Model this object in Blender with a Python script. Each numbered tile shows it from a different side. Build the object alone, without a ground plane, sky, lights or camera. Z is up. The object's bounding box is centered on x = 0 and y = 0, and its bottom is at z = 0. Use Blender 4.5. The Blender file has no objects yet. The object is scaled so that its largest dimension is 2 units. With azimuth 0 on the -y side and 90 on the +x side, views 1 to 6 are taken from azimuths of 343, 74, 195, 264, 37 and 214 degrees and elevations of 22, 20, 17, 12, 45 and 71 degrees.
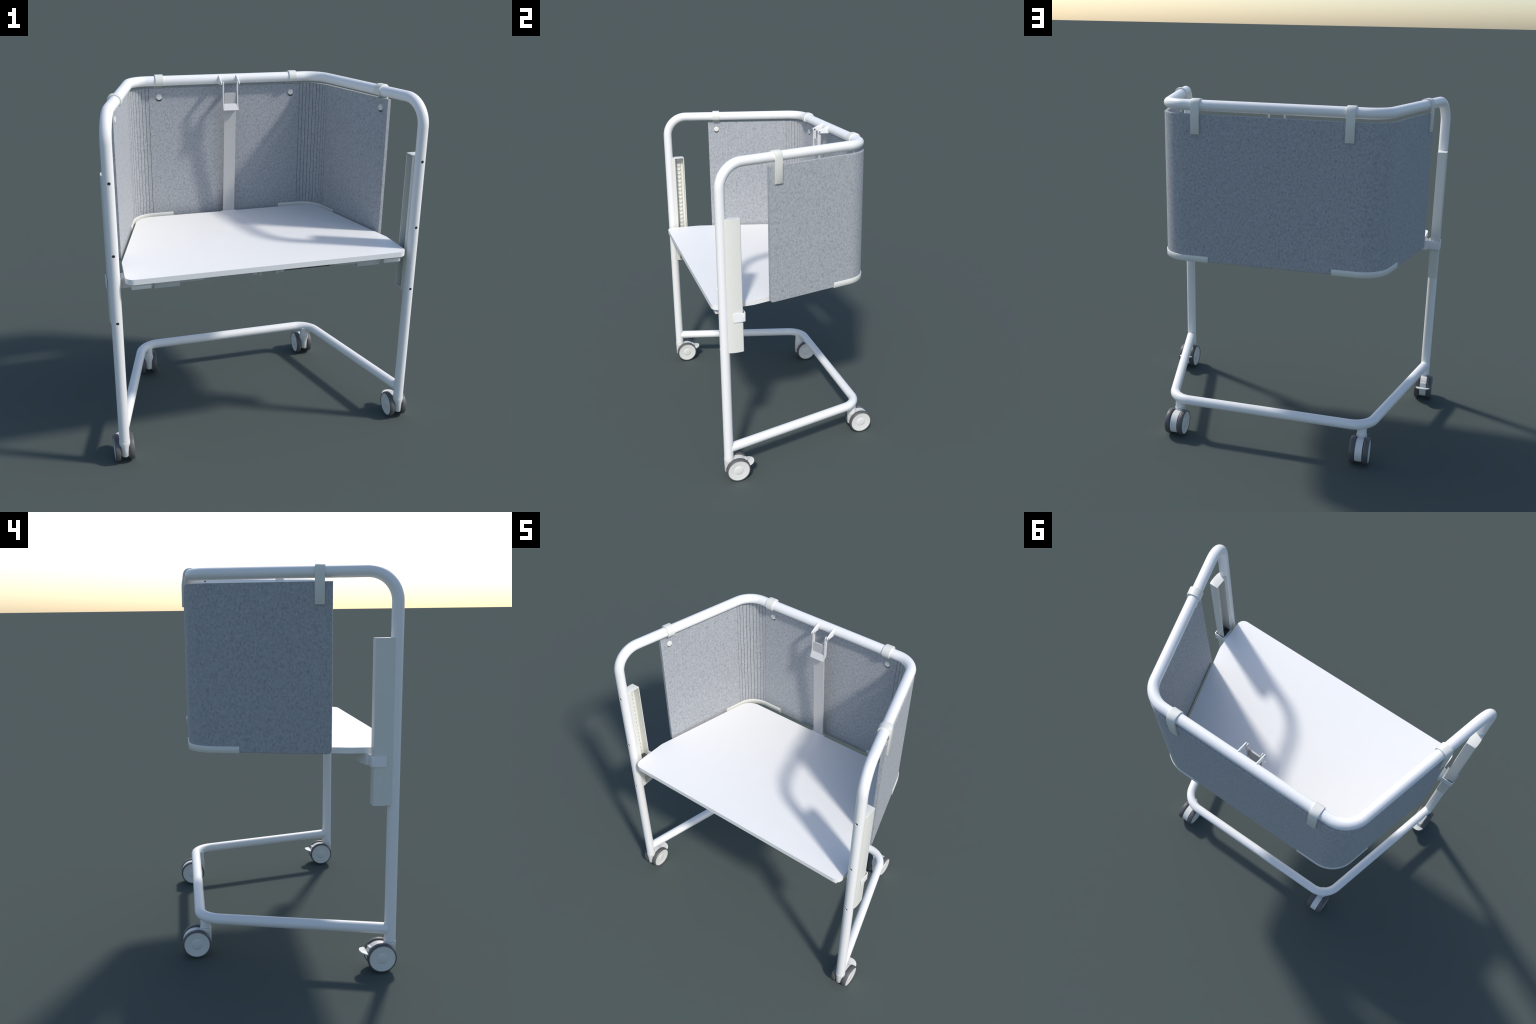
import bpy, bmesh, math
from mathutils import Vector, Matrix
from math import sin, cos, pi, radians, sqrt, atan2, tan, hypot

# ------------------------------------------------------------------ sizes
TUBE_R   = 0.0290
POST_X   = 0.8372          # front post axis
POST_Y   = -0.4965
TOP_Z    = 1.9637          # axis of the upper rail
BASE_Z   = 0.2155          # axis of the base tube
BACK_Y   = 0.4460          # axis of the rear run of both tubes
SIDE_K   = 0.2640          # dx/dy of the splayed sides
CORNER_X = POST_X - SIDE_K * (BACK_Y - POST_Y)
SIDE_LEN = hypot(SIDE_K, 1.0)
SIDE_N   = Vector((1.0 / SIDE_LEN, SIDE_K / SIDE_LEN, 0.0))     # outward, right side
CORNER_R = 0.132
POST_BEND_R = 0.140
DESK_Z0, DESK_Z1 = 1.1047, 1.1340
FELT_IN, FELT_OUT = 0.0125, 0.0330
SIDE_IN  = 0.0070          # the side wings of the screen hang this much closer to the tube axis
FELT_Z0, FELT_Z1 = 1.1060, 1.9195

# ------------------------------------------------------------------ materials
def new_mat(name):
    m = bpy.data.materials.new(name)
    m.use_nodes = True
    nt = m.node_tree
    return m, nt, nt.nodes["Principled BSDF"]

def obj_coords(nt):
    return nt.nodes.new("ShaderNodeTexCoord").outputs["Object"]

def plain(name, color, rough, grain=0.03, grain_scale=60.0, metallic=0.0, bump=0.0, bump_scale=400.0, spec=0.5):
    m, nt, b = new_mat(name)
    co = obj_coords(nt)
    n = nt.nodes.new("ShaderNodeTexNoise")
    n.inputs["Scale"].default_value = grain_scale
    n.inputs["Detail"].default_value = 3.0
    nt.links.new(co, n.inputs["Vector"])
    r = nt.nodes.new("ShaderNodeValToRGB")
    c = color
    r.color_ramp.elements[0].position = 0.3
    r.color_ramp.elements[1].position = 0.7
    r.color_ramp.elements[0].color = (c[0]*(1-grain), c[1]*(1-grain), c[2]*(1-grain), 1)
    r.color_ramp.elements[1].color = (min(1, c[0]*(1+grain)), min(1, c[1]*(1+grain)), min(1, c[2]*(1+grain)), 1)
    nt.links.new(n.outputs["Fac"], r.inputs["Fac"])
    nt.links.new(r.outputs["Color"], b.inputs["Base Color"])
    b.inputs["Roughness"].default_value = rough
    b.inputs["Metallic"].default_value = metallic
    b.inputs["Specular IOR Level"].default_value = spec
    if bump > 0:
        n2 = nt.nodes.new("ShaderNodeTexNoise")
        n2.inputs["Scale"].default_value = bump_scale
        nt.links.new(co, n2.inputs["Vector"])
        bp = nt.nodes.new("ShaderNodeBump")
        bp.inputs["Strength"].default_value = bump
        bp.inputs["Distance"].default_value = 0.001
        nt.links.new(n2.outputs["Fac"], bp.inputs["Height"])
        nt.links.new(bp.outputs["Normal"], b.inputs["Normal"])
    return m

def felt_material():
    m, nt, b = new_mat("grey_heather_felt")
    co = obj_coords(nt)
    # mottled wool: two noises of different grain, slightly stretched along the fibres
    mp = nt.nodes.new("ShaderNodeMapping")
    mp.inputs["Scale"].default_value = (1.0, 1.0, 0.75)
    nt.links.new(co, mp.inputs["Vector"])
    n1 = nt.nodes.new("ShaderNodeTexNoise")
    n1.inputs["Scale"].default_value = 96.0
    n1.inputs["Detail"].default_value = 3.5
    n1.inputs["Roughness"].default_value = 0.62
    n1.inputs["Distortion"].default_value = 0.6
    nt.links.new(mp.outputs["Vector"], n1.inputs["Vector"])
    r1 = nt.nodes.new("ShaderNodeValToRGB")
    e = r1.color_ramp.elements
    e[0].position = 0.33; e[0].color = (0.282, 0.298, 0.320, 1)
    e[1].position = 0.62; e[1].color = (0.424, 0.438, 0.458, 1)
    k = r1.color_ramp.elements.new(0.48); k.color = (0.363, 0.378, 0.397, 1)
    nt.links.new(n1.outputs["Fac"], r1.inputs["Fac"])
    n2 = nt.nodes.new("ShaderNodeTexNoise")
    n2.inputs["Scale"].default_value = 420.0
    n2.inputs["Detail"].default_value = 2.0
    nt.links.new(mp.outputs["Vector"], n2.inputs["Vector"])
    r2 = nt.nodes.new("ShaderNodeValToRGB")
    r2.color_ramp.elements[0].position = 0.35; r2.color_ramp.elements[0].color = (0.93, 0.93, 0.93, 1)
    r2.color_ramp.elements[1].position = 0.65; r2.color_ramp.elements[1].color = (1.06, 1.06, 1.06, 1)
    nt.links.new(n2.outputs["Fac"], r2.inputs["Fac"])
    mx = nt.nodes.new("ShaderNodeMix"); mx.data_type = 'RGBA'; mx.blend_type = 'MULTIPLY'
    mx.inputs["Factor"].default_value = 1.0
    nt.links.new(r1.outputs["Color"], mx.inputs["A"])
    nt.links.new(r2.outputs["Color"], mx.inputs["B"])
    nt.links.new(mx.outputs["Result"], b.inputs["Base Color"])
    b.inputs["Roughness"].default_value = 0.95
    b.inputs["Specular IOR Level"].default_value = 0.15
    b.inputs["Sheen Weight"].default_value = 0.08
    bp = nt.nodes.new("ShaderNodeBump")
    bp.inputs["Strength"].default_value = 0.12
    bp.inputs["Distance"].default_value = 0.002
    nt.links.new(n2.outputs["Fac"], bp.inputs["Height"])
    nt.links.new(bp.outputs["Normal"], b.inputs["Normal"])
    return m

MAT_TUBE    = plain("white_powder_coat", (0.848, 0.841, 0.826), 0.42, 0.006, 25)
MAT_DESK    = plain("white_laminate",    (0.876, 0.870, 0.851), 0.40, 0.005, 12)
MAT_PLASTIC = plain("cream_plastic",     (0.735, 0.732, 0.676), 0.45, 0.008, 40)
MAT_STEEL   = plain("white_sheet_steel", (0.850, 0.848, 0.840), 0.40, 0.006, 40)
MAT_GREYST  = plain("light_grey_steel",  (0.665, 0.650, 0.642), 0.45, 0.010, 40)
MAT_WHEEL   = plain("pale_wheel_plastic",(0.715, 0.710, 0.675), 0.45, 0.010, 60)
MAT_TYRE    = plain("dark_grey_rubber",  (0.100, 0.099, 0.101), 0.48, 0.050, 90)
MAT_BAR     = plain("pale_grey_bar", (0.535, 0.522, 0.512), 0.45, 0.008, 30)
MAT_GAP_SHADE   = plain("painted_gap_shade", (0.440, 0.430, 0.390), 0.6, 0.01, 40)  # darker than the cream rail, stands in for shade between the studs
MAT_TRAY_SHADE    = plain("painted_tray_shade", (0.110, 0.112, 0.104), 0.7, 0.02, 60)  # cable tray colour, darkened to paint in the shade under the desk
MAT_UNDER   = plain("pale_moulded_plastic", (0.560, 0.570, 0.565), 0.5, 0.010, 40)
MAT_DARK    = plain("dark_metal",        (0.060, 0.064, 0.072), 0.35, 0.05, 80, metallic=0.4)
MAT_FELT    = felt_material()

# ------------------------------------------------------------------ scene graph
root = bpy.data.objects.new("mobile_workstation", None)
bpy.context.scene.collection.objects.link(root)
root.empty_display_size = 0.2
root["label"] = "white tubular rolling desk with grey felt privacy screen"
root["category"] = "mobile desk"

def link(name, me, parent=None, matrix=None):
    ob = bpy.data.objects.new(name, me)
    bpy.context.scene.collection.objects.link(ob)
    ob.parent = parent or root
    if matrix is not None:
        ob.matrix_basis = matrix
    return ob

def finish(bm, name, mat, angle=35, parent=None, matrix=None, make=True):
    bmesh.ops.recalc_face_normals(bm, faces=bm.faces)
    me = bpy.data.meshes.new(name)
    bm.to_mesh(me); bm.free()
    for p in me.polygons:
        p.use_smooth = True
    me.set_sharp_from_angle(angle=radians(angle))
    me.materials.append(mat)
    return link(name, me, parent, matrix) if make else me

# ------------------------------------------------------------------ shape tools
def fillet_path(pts, radii, seg=14):
    """polyline with the inner corners rounded to the given radii (open path, 3D)"""
    out = [Vector(pts[0])]
    for i in range(1, len(pts) - 1):
        p, a, b = Vector(pts[i]), Vector(pts[i-1]), Vector(pts[i+1])
        out += fillet(a, p, b, radii[i], seg)
    out.append(Vector(pts[-1]))
    return out

def fillet(a, p, b, r, seg):
    if r <= 0: return [p]
    d1, d2 = (a - p).normalized(), (b - p).normalized()
    ang = d1.angle(d2)
    t = r / tan(ang / 2)
    c = p + (d1 + d2).normalized() * (r / sin(ang / 2))
    s, e = p + d1 * t - c, p + d2 * t - c
    tot = s.angle(e)
    ax = s.cross(e).normalized()
    return [c + Matrix.Rotation(tot * k / seg, 3, ax) @ s for k in range(seg + 1)]

def fillet_loop(pts, radii, seg=10):
    n = len(pts); out = []
    for i in range(n):
        p, a, b = (Vector((*q, 0)) for q in (pts[i], pts[i-1], pts[(i+1) % n]))
        out += [(v.x, v.y) for v in fillet(a, p, b, radii[i], seg)]
    return out

def sweep(bm, path, r, n=36, cap=True):
    """round tube along a path, parallel-transported rings"""
    up = Vector((0, 0, 1)); rings = []
    t0 = (path[1] - path[0]).normalized()
    nrm = t0.orthogonal().normalized()
    prev = t0
    for i, p in enumerate(path):
        if i == 0: t = t0
        elif i == len(path) - 1: t = (path[-1] - path[-2]).normalized()
        else: t = ((path[i+1] - p).normalized() + (p - path[i-1]).normalized()).normalized()
        nrm = prev.rotation_difference(t) @ nrm
        nrm = (nrm - t * nrm.dot(t)).normalized()
        bi = t.cross(nrm); prev = t
        rings.append([bm.verts.new(p + nrm * (r * cos(2*pi*k/n)) + bi * (r * sin(2*pi*k/n))) for k in range(n)])
    for a, b in zip(rings, rings[1:]):
        for k in range(n):
            bm.faces.new((a[k], a[(k+1) % n], b[(k+1) % n], b[k]))
    if cap:
        bm.faces.new(rings[0][::-1]); bm.faces.new(rings[-1])

def box(bm, x0, x1, y0, y1, z0, z1, bev=0.0, seg=2):
    vs = [bm.verts.new((x, y, z)) for x in (x0, x1) for y in (y0, y1) for z in (z0, z1)]
    fs = [(0,1,3,2), (4,6,7,5), (0,4,5,1), (2,3,7,6), (0,2,6,4), (1,5,7,3)]
    faces = [bm.faces.new([vs[i] for i in f]) for f in fs]
    if bev > 0:
        es = list({e for f in faces for e in f.edges})
        bmesh.ops.bevel(bm, geom=es, offset=bev, segments=seg, affect='EDGES', profile=0.5)

def prism(bm, loop, to3d, h0, h1, bev=0.0, seg=2):
    """extrude a 2D loop between two heights; to3d(u, v, h) places it"""
    a = [bm.verts.new(to3d(u, v, h0)) for u, v in loop]
    b = [bm.verts.new(to3d(u, v, h1)) for u, v in loop]
    n = len(loop)
    side = [bm.faces.new((a[i], a[(i+1) % n], b[(i+1) % n], b[i])) for i in range(n)]
    f0 = bm.faces.new(a[::-1]); f1 = bm.faces.new(b)
    if bev > 0:
        es = list(f0.edges) + list(f1.edges)
        bmesh.ops.bevel(bm, geom=es, offset=bev, segments=seg, affect='EDGES', profile=0.5)

XY = lambda u, v, h: (u, v, h)
YZ = lambda u, v, h: (h, u, v)

def lathe_x(bm, prof, n=56, cx=0.0, cy=0.0, cz=0.0, sx=1.0):
    """spin a profile of (x, radius) around the x axis; radius 0 closes it"""
    rings = []
    for x, r in prof:
        if r < 1e-6:
            rings.append([bm.verts.new((cx + sx*x, cy, cz))])
        else:
            rings.append([bm.verts.new((cx + sx*x, cy + r*cos(2*pi*k/n), cz + r*sin(2*pi*k/n))) for k in range(n)])
    for a, b in zip(rings, rings[1:]):
        for k in range(n):
            k2 = (k+1) % n
            if len(a) == 1 and len(b) == 1: continue
            if len(a) == 1: bm.faces.new((a[0], b[k2], b[k]))
            elif len(b) == 1: bm.faces.new((a[k], a[k2], b[0]))
            else: bm.faces.new((a[k], a[k2], b[k2], b[k]))

def cyl_z(bm, cx, cy, levels, n=32):
    """stack of (z, radius) rings, capped"""
    rings = [[bm.verts.new((cx + r*cos(2*pi*k/n), cy + r*sin(2*pi*k/n), z)) for k in range(n)] for z, r in levels]
    for a, b in zip(rings, rings[1:]):
        for k in range(n):
            bm.faces.new((a[k], a[(k+1) % n], b[(k+1) % n], b[k]))
    bm.faces.new(rings[0][::-1]); bm.faces.new(rings[-1])

def cut(ob, cutter, mat, angle):
    """subtract the cutter from the object and bake the result"""
    mod = ob.modifiers.new("holes", 'BOOLEAN')
    mod.operation = 'DIFFERENCE'; mod.object = cutter; mod.solver = 'EXACT'
    dg = bpy.context.evaluated_depsgraph_get()
    me = bpy.data.meshes.new_from_object(ob.evaluated_get(dg))
    ob.modifiers.clear()
    me.name = ob.name
    ob.data = me
    me.materials.clear(); me.materials.append(mat)
    for p in me.polygons:
        p.use_smooth = True; p.material_index = 0
    me.set_sharp_from_angle(angle=radians(angle))
    bpy.data.objects.remove(cutter)

# ------------------------------------------------------------------ upper frame tube
top_pts = [(-POST_X, POST_Y, 0.1530), (-POST_X, POST_Y, TOP_Z), (-CORNER_X, BACK_Y, TOP_Z),
           (CORNER_X, BACK_Y, TOP_Z), (POST_X, POST_Y, TOP_Z), (POST_X, POST_Y, 0.1530)]
bm = bmesh.new()
sweep(bm, fillet_path(top_pts, [0, POST_BEND_R, CORNER_R, CORNER_R, POST_BEND_R, 0], 18), TUBE_R, 40)
frame = finish(bm, "frame_tube", MAT_TUBE, 40)

# screw holes drilled in the front of the posts
HOLE_Z = (1.637, 1.261, 0.886)
bm = bmesh.new()
for sx in (-1, 1):
    for z in HOLE_Z:
        bmesh.ops.create_cone(bm, cap_ends=True, segments=20, radius1=0.0085, radius2=0.0085, depth=0.03,
            matrix=Matrix.Translation((sx*POST_X, POST_Y - TUBE_R, z)) @ Matrix.Rotation(pi/2, 4, 'X'))
cutter = finish(bm, "drill", MAT_DARK)
cut(frame, cutter, MAT_TUBE, 40)

bm = bmesh.new()
bmesh.ops.create_cone(bm, cap_ends=True, segments=20, radius1=0.0082, radius2=0.0082, depth=0.006,
                      matrix=Matrix.Rotation(pi/2, 4, 'X'))
screw_me = finish(bm, "screw", MAT_DARK, make=False)
for sx in (-1, 1):
    for z in HOLE_Z:
        link("screw", screw_me, frame, Matrix.Translation((sx*POST_X, POST_Y - TUBE_R + 0.0062, z)))

# ------------------------------------------------------------------ base tube
base_pts = [(-POST_X, POST_Y + 0.012, BASE_Z), (-CORNER_X, BACK_Y + 0.003, BASE_Z), (CORNER_X, BACK_Y + 0.003, BASE_Z),
            (POST_X, POST_Y + 0.012, BASE_Z)]
bm = bmesh.new()
sweep(bm, fillet_path(base_pts, [0, CORNER_R, CORNER_R, 0], 18), TUBE_R - 0.0005, 40)
finish(bm, "base_tube", MAT_TUBE, 40)

# ------------------------------------------------------------------ plan path shared by felt and rails
def plan_path():
    """points of the tube axis in plan (left front -> right front) with outward normals"""
    y_end = -0.2085
    dx = SIDE_IN * SIDE_LEN
    x_end = POST_X - SIDE_K * (y_end - POST_Y) - dx
    xc = CORNER_X - dx
    pts = [(-x_end, y_end, 0), (-xc, BACK_Y, 0), (xc, BACK_Y, 0), (x_end, y_end, 0)]
    path = fillet_path(pts, [0, CORNER_R, CORNER_R, 0], 24)
    dense = [path[0]]
    for a, b in zip(path, path[1:]):
        k = max(1, int((b - a).length / 0.04))
        dense += [a.lerp(b, j / k) for j in range(1, k + 1)]
    s = [0.0]
    for a, b in zip(dense, dense[1:]):
        s.append(s[-1] + (b - a).length)
    return dense, s

PATH, PATH_S = plan_path()
TOTAL_S = PATH_S[-1]

def path_at(s):
    s = min(max(s, 0.0), TOTAL_S)
    i = 0
    while i < len(PATH_S) - 2 and PATH_S[i+1] < s: i += 1
    f = (s - PATH_S[i]) / (PATH_S[i+1] - PATH_S[i])
    p = PATH[i].lerp(PATH[i+1], f)
    def tang(j):
        a, b = PATH[max(j-1, 0)], PATH[min(j+1, len(PATH)-1)]
        return (b - a).normalized()
    t = tang(i).lerp(tang(i+1), f).normalized()
    return p, Vector((-t.y, t.x, 0))

SIDE_S = (Vector((CORNER_X, BACK_Y)) - Vector((POST_X - SIDE_K*(-0.2085 - POST_Y), -0.2085))).length
ARC_T  = CORNER_R * tan((pi/2 - math.atan(SIDE_K)) / 2)
ARC_L  = CORNER_R * (pi/2 - math.atan(SIDE_K))
ARC_MID = SIDE_S - ARC_T + ARC_L / 2           # arc length of the middle of the first corner

# ------------------------------------------------------------------ felt screen with kerf grooves
N_KERF, KERF_STEP, KERF_W, KERF_D = 10, 0.0198, 0.0022, 0.0075
kerfs = []
for mid in (ARC_MID, TOTAL_S - ARC_MID):
    for k in range(N_KERF):
        kerfs.append(mid + (k - (N_KERF-1)/2) * KERF_STEP)

stations = []                                  # (s, inner offset)
plain_s = sorted(set([0.0, 0.0012, 0.003, 0.006, 0.010, 0.015, 0.020, 0.026] +
                     [TOTAL_S - v for v in (0.0, 0.0012, 0.003, 0.006, 0.010, 0.015, 0.020, 0.026)] +
                     [v for v in PATH_S if 0.03 < v < TOTAL_S - 0.03]))
for s in plain_s:
    if all(abs(s - k) > KERF_W * 1.2 for k in kerfs):
        stations.append((s, FELT_IN))
for k in kerfs:
    stations += [(k - KERF_W/2, FELT_IN), (k - KERF_W/2 + 4e-4, FELT_IN + KERF_D),
                 (k + KERF_W/2 - 4e-4, FELT_IN + KERF_D), (k + KERF_W/2, FELT_IN)]
stations.sort()

def felt_bottom(s):
    r = 0.018
    d = min(s, TOTAL_S - s)
    return FELT_Z0 + (r - sqrt(max(0.0, r*r - (r - d)**2)) if d < r else 0.0)

bm = bmesh.new()
cols = []
C = 0.0025
for s, off in stations:
    p, n = path_at(s)
    zb = felt_bottom(s)
    def P(o, z): return bm.verts.new((p.x + n.x*o, p.y + n.y*o, z))
    ci = C if off == FELT_IN else 0.0
    cols.append([P(off + ci, zb), P(FELT_OUT - C, zb), P(FELT_OUT, zb + C), P(FELT_OUT, FELT_Z1 - C),
                 P(FELT_OUT - C, FELT_Z1), P(off + ci, FELT_Z1), P(off, FELT_Z1 - C), P(off, zb + C)])
for a, b in zip(cols, cols[1:]):
    for k in range(8):
        bm.faces.new((a[k], a[(k+1) % 8], b[(k+1) % 8], b[k]))
bm.faces.new(cols[0][::-1]); bm.faces.new(cols[-1])
screen = finish(bm, "felt_screen", MAT_FELT, 30)

# ------------------------------------------------------------------ bottom corner rails (U channels)
def corner_rail(s0, s1, name):
    bm = bmesh.new(); cols = []
    n = 40
    o_out, o_in, z0 = FELT_OUT + 0.0042, FELT_IN - 0.0042, 1.1030
    zo, zi = 1.1365, 1.1400
    for i in range(n + 1):
        s = s0 + (s1 - s0) * i / n
        p, nn = path_at(s)
        def P(o, z): return bm.verts.new((p.x + nn.x*o, p.y + nn.y*o, z))
        cols.append([P(o_in + .001, z0), P(o_out - .001, z0), P(o_out, z0 + .001), P(o_out, zo - .001), P(o_out - .001, zo),
                     P(FELT_OUT + .0004, zo), P(FELT_OUT + .0004, z0 + .0026), P(FELT_IN - .0004, z0 + .0026),
                     P(FELT_IN - .0004, zi), P(o_in + .001, zi), P(o_in, zi - .001), P(o_in, z0 + .001)])
    m = len(cols[0])
    for a, b in zip(cols, cols[1:]):
        for k in range(m):
            bm.faces.new((a[k], a[(k+1) % m], b[(k+1) % m], b[k]))
    bm.faces.new(cols[0][::-1]); bm.faces.new(cols[-1])
    return finish(bm, name, MAT_PLASTIC, 50)

rail_back_end = SIDE_S - 2*ARC_T + ARC_L + (CORNER_X - 0.357)   # where the rail stops on the rear run
rail_side_end = SIDE_S - (BACK_Y - 0.228) * SIDE_LEN            # where it stops on the side
corner_rail(rail_side_end, rail_back_end, "corner_rail")
corner_rail(TOTAL_S - rail_back_end, TOTAL_S - rail_side_end, "corner_rail")

# ------------------------------------------------------------------ screen clamps (hook over the tube, leg outside the felt)
def clamp_profile(d=0.0):
    """closed loop in (outward offset v, height z) around the tube axis"""
    outer, inner = [], []
    ro, ri = 0.0363, TUBE_R + 0.0004
    for k in range(15):
        a = radians(222 - (222 - 84) * k / 14)
        outer.append((ro*cos(a), TOP_Z + ro*sin(a)))
    outer += [(0.017, TOP_Z + 0.0353), (0.027, TOP_Z + 0.0305), (0.0345 - d*0.1, TOP_Z + 0.0220), (0.0395 - d*0.4, TOP_Z + 0.0090),
              (0.0425 - d*0.7, TOP_Z - 0.0120), (0.0435 - d, TOP_Z - 0.035), (0.0440 - d, 1.8165), (0.0420 - d, 1.8140)]
    for k in range(19):
        a = radians(222 - (222 - 12) * k / 18)
        inner.append((ri*cos(a), TOP_Z + ri*sin(a)))
    inner += [(0.0335 - d*0.5, TOP_Z - 0.022), (FELT_OUT + 0.0003 - d, TOP_Z - 0.040), (FELT_OUT + 0.0003 - d, 1.8140)]
    return outer + inner[::-1]

clamp_mes = []
for d in (0.0, SIDE_IN):
    bm = bmesh.new()
    prism(bm, clamp_profile(d), lambda v, z, h: (h, v, z), -0.0235, 0.0235, 0.0014, 2)
    clamp_mes.append(finish(bm, "screen_clamp", MAT_PLASTIC, 40, make=False))

bm = bmesh.new()     # round knob on the inner face, axis along -v
lathe_x(bm, [(0, 0), (0, 0.0150), (0.0006, 0.0166), (0.0018, 0.0175), (0.0085, 0.0175), (0.0085, 0)], 36)
bmesh.ops.rotate(bm, verts=bm.verts, cent=(0, 0, 0), matrix=Matrix.Rotation(pi/2, 3, 'Z'))
knob_me = finish(bm, "knob", MAT_PLASTIC, 40, make=False)

def side_point(y):
    return Vector((POST_X - SIDE_K * (y - POST_Y), y, 0))

places = [(Vector((-0.4165, BACK_Y, 0)), Vector((0, 1, 0)), 0), (Vector((0.4165, BACK_Y, 0)), Vector((0, 1, 0)), 0)]
ps = side_point(-0.1490)
places += [(ps, SIDE_N, 1), (Vector((-ps.x, ps.y, 0)), Vector((-SIDE_N.x, SIDE_N.y, 0)), 1)]
bolt = bmesh.new()                      # oversize bolt holes in the felt, hanging below the knobs
for p, n, side in places:
    u = n.cross(Vector((0, 0, 1)))
    M = Matrix(((u.x, n.x, 0, p.x), (u.y, n.y, 0, p.y), (0, 0, 1, 0), (0, 0, 0, 1)))
    inner = FELT_IN - (SIDE_IN if side else 0.0)
    cl = link("screen_clamp", clamp_mes[side], None, M)
    link("knob", knob_me, cl, Matrix.Translation((0, inner - 0.0040, 1.8670)))
    bmesh.ops.create_cone(bolt, cap_ends=True, segments=28, radius1=0.0168, radius2=0.0168, depth=0.0340,
                          matrix=M @ Matrix.Translation((0, inner, 1.8555)) @ Matrix.Rotation(pi/2, 4, 'X'))
cutter = finish(bolt, "drill", MAT_FELT)
cut(screen, cutter, MAT_FELT, 30)

# ------------------------------------------------------------------ desk top
half = [(0.786, -0.5485), (0.7745, -0.300), (0.5840, 0.4055)]
loop = half + [(-x, y) for x, y in half[::-1]]
radii = [0.045, 0.090, 0.110, 0.110, 0.090, 0.045]
bm = bmesh.new()
prism(bm, fillet_loop(loop, radii, 12), XY, DESK_Z0, DESK_Z1, 0.0035, 3)
desk = finish(bm, "desk_top", MAT_DESK, 30)

# fittings under the front edge
for sx in (-1, 1):
    X = lambda a, b: (min(sx*a, sx*b), max(sx*a, sx*b))
    bm = bmesh.new()
    box(bm, *X(0.652, 0.756), -0.528, -0.440, 1.0660, 1.0920, 0.007, 3)
    box(bm, *X(0.646, 0.750), -0.518, -0.440, 1.0925, 1.1058, 0.003)
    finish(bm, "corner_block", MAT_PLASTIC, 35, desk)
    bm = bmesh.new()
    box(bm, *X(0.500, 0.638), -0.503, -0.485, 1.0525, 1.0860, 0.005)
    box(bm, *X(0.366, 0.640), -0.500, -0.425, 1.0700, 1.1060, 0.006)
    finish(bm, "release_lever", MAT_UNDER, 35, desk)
    bm = bmesh.new()
    box(bm, *X(0.038, 0.058), -0.455, -0.425, 1.0410, 1.1058, 0.003)
    box(bm, *X(0.059, 0.091), -0.450, -0.430, 1.0450, 1.1058, 0.002)
    finish(bm, "cable_clip", MAT_UNDER, 35, desk)
bm = bmesh.new()
sweep(bm, [Vector((-0.05, -0.44, 1.060)), Vector((0.09, -0.44, 1.060))], 0.0075, 16)
finish(bm, "connecting_rod", MAT_UNDER, 40, desk)
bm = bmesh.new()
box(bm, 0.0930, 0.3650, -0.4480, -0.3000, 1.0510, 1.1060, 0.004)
finish(bm, "cable_tray", MAT_TRAY_SHADE, 40, desk)
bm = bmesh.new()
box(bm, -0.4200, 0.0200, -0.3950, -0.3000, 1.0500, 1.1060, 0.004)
finish(bm, "cross_rail", MAT_UNDER, 40, desk)

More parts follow.
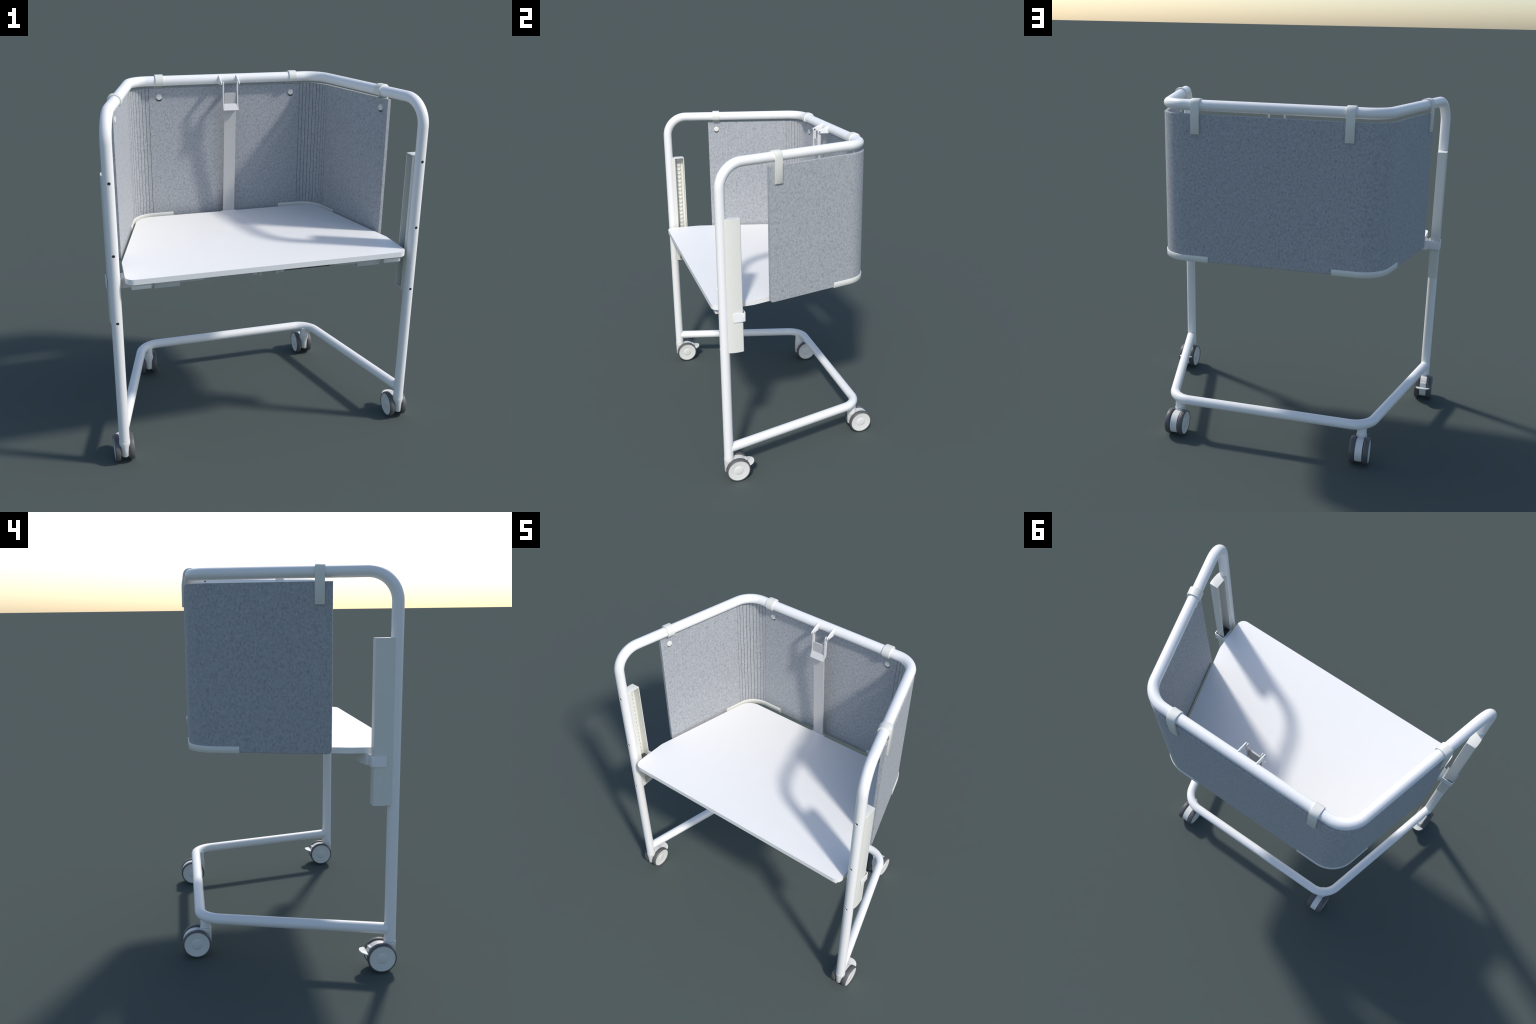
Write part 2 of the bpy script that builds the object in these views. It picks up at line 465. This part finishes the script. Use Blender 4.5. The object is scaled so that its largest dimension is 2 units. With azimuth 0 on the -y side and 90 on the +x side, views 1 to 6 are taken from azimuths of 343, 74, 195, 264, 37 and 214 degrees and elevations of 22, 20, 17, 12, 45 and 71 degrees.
# ------------------------------------------------------------------ height rails on the posts
R_Z0, R_Z1 = 0.8615, 1.6600
def height_rail(sx):
    bm = bmesh.new()
    loop = [(0.811, -0.4790), (0.8630, -0.4790), (0.8665, -0.4620), (0.8680, -0.4360), (0.8670, -0.4100),
            (0.8650, -0.3930), (0.8615, -0.3890), (0.811, -0.3890), (0.811, -0.3930), (0.8590, -0.3935),
            (0.8620, -0.4360), (0.8605, -0.4570), (0.811, -0.4570)]
    prism(bm, [(sx*a, b) for a, b in loop], XY, R_Z0 + 0.0045, R_Z1 - 0.0045)
    cap = [(0.811, -0.4790), (0.8630, -0.4790), (0.8665, -0.4620), (0.8680, -0.4360), (0.8670, -0.4100),
           (0.8650, -0.3930), (0.8615, -0.3890), (0.811, -0.3890)]
    for z0, z1 in ((R_Z0, R_Z0 + 0.0046), (R_Z1 - 0.0046, R_Z1)):
        prism(bm, [(sx*a, b) for a, b in cap], XY, z0, z1, 0.0012, 2)
    # solid filler between the round post and the flat front wall of the channel
    box(bm, *sorted((sx*0.8135, sx*0.8610)), -0.4900, -0.4780, R_Z0 + 0.001, R_Z1 - 0.001)
    ob = finish(bm, "height_rail", MAT_PLASTIC, 30)
    bm = bmesh.new()                      # row of locating studs inside the channel
    n = 25
    for k in range(n):
        z = R_Z0 + 0.024 + k * 0.0312
        ring = [(0.8640, 0.0148), (0.8562, 0.0148), (0.8554, 0.0140), (0.8554, 0.0124), (0.8562, 0.0116), (0.8592, 0.0112), (0.8592, 0.0)]
        lathe_x(bm, ring, 22, 0, -0.4240, z, sx)
    studs = finish(bm, "locating_studs", MAT_PLASTIC, 30, ob)
    studs["kind"] = "stuff"
    bm = bmesh.new()                      # added grey strip, paints shade into the gaps between the studs
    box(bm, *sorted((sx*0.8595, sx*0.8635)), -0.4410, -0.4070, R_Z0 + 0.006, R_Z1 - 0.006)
    finish(bm, "stud_gap_shade", MAT_GAP_SHADE, 30, ob)
    # bracket: sheet strap round the outside and back of the rail, and the carriage under the desk
    bm = bmesh.new()
    t = 0.0040
    strap = fillet_path([(0.8735, -0.4000, 0), (0.8735, -0.3765, 0), (0.7900, -0.3765, 0)], [0, 0.006, 0], 6)
    inner = fillet_path([(0.8735 - t, -0.4000, 0), (0.8735 - t, -0.3765 - t, 0), (0.7900, -0.3765 - t, 0)], [0, 0.003, 0], 6)
    lp = [(sx*v.x, v.y) for v in strap] + [(sx*v.x, v.y) for v in inner[::-1]]
    prism(bm, lp, XY, 1.0530, 1.1070, 0.0012, 2)
    tab = fillet_loop([(-0.4495, 1.0530), (-0.4001, 1.0530), (-0.4001, 1.1070), (-0.4495, 1.1070)], [0.007, 0, 0, 0.007], 5)
    prism(bm, tab, YZ, *sorted((sx*(0.8735 - t), sx*0.8735)))
    # carriage arm running in under the desk
    arm = fillet_loop([(0.7960, -0.4400), (0.7960, -0.3730), (0.6800, -0.3580), (0.5700, -0.3580), (0.5700, -0.4400)],
                      [0.006, 0.008, 0.04, 0.015, 0.010], 6)
    prism(bm, [(sx*a, b) for a, b in arm], XY, 1.0480, 1.1056, 0.0030, 2)
    box(bm, *sorted((sx*0.5750, sx*0.7000)), -0.4300, -0.3650, 1.0380, 1.0600, 0.004)
    box(bm, *sorted((sx*0.7970, sx*0.8080)), -0.4560, -0.3800, 1.0545, 1.1056, 0.0015)
    finish(bm, "bracket", MAT_STEEL, 35, ob)
    bm = bmesh.new()
    box(bm, *sorted((sx*0.8130, sx*0.8480)), -0.4530, -0.4020, 1.0640, 1.0960, 0.004)
    finish(bm, "latch", MAT_DARK, 35, ob)

for sx in (-1, 1):
    height_rail(sx)

# ------------------------------------------------------------------ casters
WHEEL_R, TRAIL = 0.0755, 0.0485

def arc(cx, cz, r, a0, a1, n):
    return [(cx + r*cos(radians(a0 + (a1-a0)*k/n)), cz + r*sin(radians(a0 + (a1-a0)*k/n))) for k in range(n+1)]

# local frame: origin on the swivel axis at ground level, wheel centre at y = TRAIL
bm = bmesh.new()
hood = []
for k in range(25):                       # mudguard, a little fuller at the rear than on top
    a = radians(128 - 162 * k / 24)
    r = 0.0668 + 0.0050 * max(0.0, cos(a))
    hood.append((TRAIL + r*cos(a), WHEEL_R + r*sin(a)))
hood += [(TRAIL + 0.020, WHEEL_R - 0.034), (TRAIL - 0.012, WHEEL_R - 0.016), (TRAIL - 0.034, WHEEL_R - 0.020), (-0.0100, WHEEL_R - 0.018),
         (-0.0120, WHEEL_R + 0.010), (-0.0120, 0.1250)]
prism(bm, hood, YZ, -0.0205, 0.0205, 0.0022, 2)
stem = [(0.0560, 0.0205, 0.0275), (0.0575, 0.0218, 0.0286), (0.1050, 0.0222, 0.0298), (0.1140, 0.0245, 0.0302),
        (0.1260, 0.0290, 0.0304), (0.1330, 0.0303, 0.0305), (0.1498, 0.0305, 0.0305), (0.1514, 0.0296, 0.0296)]
rings = [[bm.verts.new((hx*cos(2*pi*k/40), hy*sin(2*pi*k/40), z)) for k in range(40)] for z, hx, hy in stem]
for a, b in zip(rings, rings[1:]):
    for k in range(40):
        bm.faces.new((a[k], a[(k+1) % 40], b[(k+1) % 40], b[k]))
bm.faces.new(rings[0][::-1]); bm.faces.new(rings[-1])
caster_me = finish(bm, "caster", MAT_WHEEL, 40, make=False)

def tyre_profile():
    return [(0.0242, 0.0600), (0.0242, 0.0685), (0.0255, 0.0722), (0.0285, 0.0748), (0.0340, WHEEL_R), (0.0410, WHEEL_R),
            (0.0480, 0.0746), (0.0530, 0.0722), (0.0550, 0.0694), (0.0550, 0.0676), (0.0515, 0.0668), (0.0515, 0.0600)]
bm = bmesh.new()
lathe_x(bm, tyre_profile() + [tyre_profile()[0]], 64, 0, TRAIL, WHEEL_R)
tyre_me = finish(bm, "tyre", MAT_TYRE, 40, make=False)

bm = bmesh.new()    # dished disc with a domed hub cap
lathe_x(bm, [(0.0230, 0.0), (0.0230, 0.0615), (0.0516, 0.0668), (0.0524, 0.0664), (0.0522, 0.0640), (0.0492, 0.0310), (0.0491, 0.0292),
             (0.0500, 0.0280), (0.0514, 0.0230), (0.0524, 0.0130), (0.0527, 0.0)], 64, 0, TRAIL, WHEEL_R)
disc_me = finish(bm, "wheel_disc", MAT_WHEEL, 25, make=False)

bm = bmesh.new()    # foot pedal of the brake
ped = [(0.0455*cos(a), 0.040*sin(a)) for a in [pi*k/18 for k in range(19)]]
ped = [(x, y) for x, y in ped] + [(-0.044, -0.005), (-0.020, -0.012), (0.020, -0.012), (0.044, -0.005)]
prism(bm, ped, XY, -0.0030, 0.0030, 0.0015, 2)
bmesh.ops.rotate(bm, verts=bm.verts, cent=(0, 0, 0), matrix=Matrix.Rotation(radians(10), 3, 'X'))
bmesh.ops.translate(bm, verts=bm.verts, vec=(0, TRAIL + 0.0690, 0.0965))
box(bm, -0.0180, 0.0180, TRAIL + 0.0440, TRAIL + 0.0630, 0.0940, 0.1245, 0.003)
pedal_me = finish(bm, "brake_pedal", MAT_WHEEL, 40, make=False)

bm = bmesh.new()    # tube stub between base tube and rear caster
cyl_z(bm, 0, 0, [(0.1528, 0.0272), (BASE_Z - 0.004, 0.0272)], 36)
stub_me = finish(bm, "caster_stem", MAT_TUBE, 40, make=False)

FLIP = Matrix.Rotation(pi, 4, 'Z')
for x, y, rear in ((-POST_X, POST_Y, False), (POST_X, POST_Y, False), (-0.5555, 0.4230, True), (0.5555, 0.4230, True)):
    c = link("caster", caster_me, None, Matrix.Translation((x, y, 0)))
    for side in (1, -1):
        Mx = Matrix.Identity(4) if side == 1 else Matrix.Translation((0, 2*TRAIL, 0)) @ FLIP
        link("tyre", tyre_me, c, Mx)
        link("wheel_disc", disc_me, c, Mx)
    if rear:
        link("caster_stem", stub_me, c)
    else:
        link("brake_pedal", pedal_me, c)

# ------------------------------------------------------------------ hanger on the rear run of the frame tube
bm = bmesh.new()
for sx in (-1, 1):
    a = 0.0510 if sx > 0 else -0.0580
    lug = [(BACK_Y - 0.014, TOP_Z + 0.0240), (BACK_Y - 0.022, TOP_Z + 0.0235)]
    lug += arc(0.3625, 1.9490, 0.0092, 122, 272, 8)
    lug += [(BACK_Y - 0.024, 1.9365), (BACK_Y - 0.012, TOP_Z - 0.022), (BACK_Y - 0.010, TOP_Z)]
    prism(bm, lug, YZ, a, a + 0.0070, 0.0010, 1)
finish(bm, "hanger_lug", MAT_TUBE, 40)

bm = bmesh.new()
for sx in (-1, 1):
    arm = arc(0.3630, 1.9490, 0.0100, 0, 180, 10) + [(0.3530, 1.8260), (0.3365, 1.7925), (0.3400, 1.7905), (0.3740, 1.8140)]
    a = 0.0400 if sx > 0 else -0.0470
    prism(bm, arm, YZ, a, a + 0.0070, 0.0010, 1)
# sloping lip between the two arms
lip = [(0.3560, 1.8290), (0.3365, 1.7920), (0.3395, 1.7905), (0.3590, 1.8275)]
prism(bm, lip, YZ, -0.0475, 0.0475, 0.0008, 1)
hanger = finish(bm, "hanger_bracket", MAT_GREYST, 40)
bm = bmesh.new()
for sx in (-1, 1):
    lathe_x(bm, [(0.0390, 0.0), (0.0390, 0.0045), (0.0590, 0.0045), (0.0590, 0.0022), (0.0580, 0.0)], 18, 0, 0.3625, 1.9490, sx)
finish(bm, "pivot_pin", MAT_DARK, 40, hanger)

bm = bmesh.new()     # long flat bar from the hanger down to the rear edge of the desk
BAR_TOP, BAR_Y0, BAR_Y1, BAR_LOW = 1.8930, 0.3560, 0.4060, 1.1322
face = fillet_loop([(-0.0366, BAR_LOW), (0.0366, BAR_LOW), (0.0366, BAR_TOP), (-0.0366, BAR_TOP)], [0.001, 0.001, 0.010, 0.010], 5)
def on_bar(u, v, h):                     # the bar leans back towards the desk edge
    return (u, BAR_Y1 + (BAR_Y0 - BAR_Y1) * (v - BAR_LOW) / (BAR_TOP - BAR_LOW) + h, v)
prism(bm, face, on_bar, 0.0, 0.0085, 0.0010, 1)
finish(bm, "support_bar", MAT_BAR, 40)
bm = bmesh.new()
box(bm, -0.0480, 0.0480, 0.4000, 0.4160, 1.1000, 1.1360, 0.0010)
finish(bm, "bar_flange", MAT_STEEL, 40)
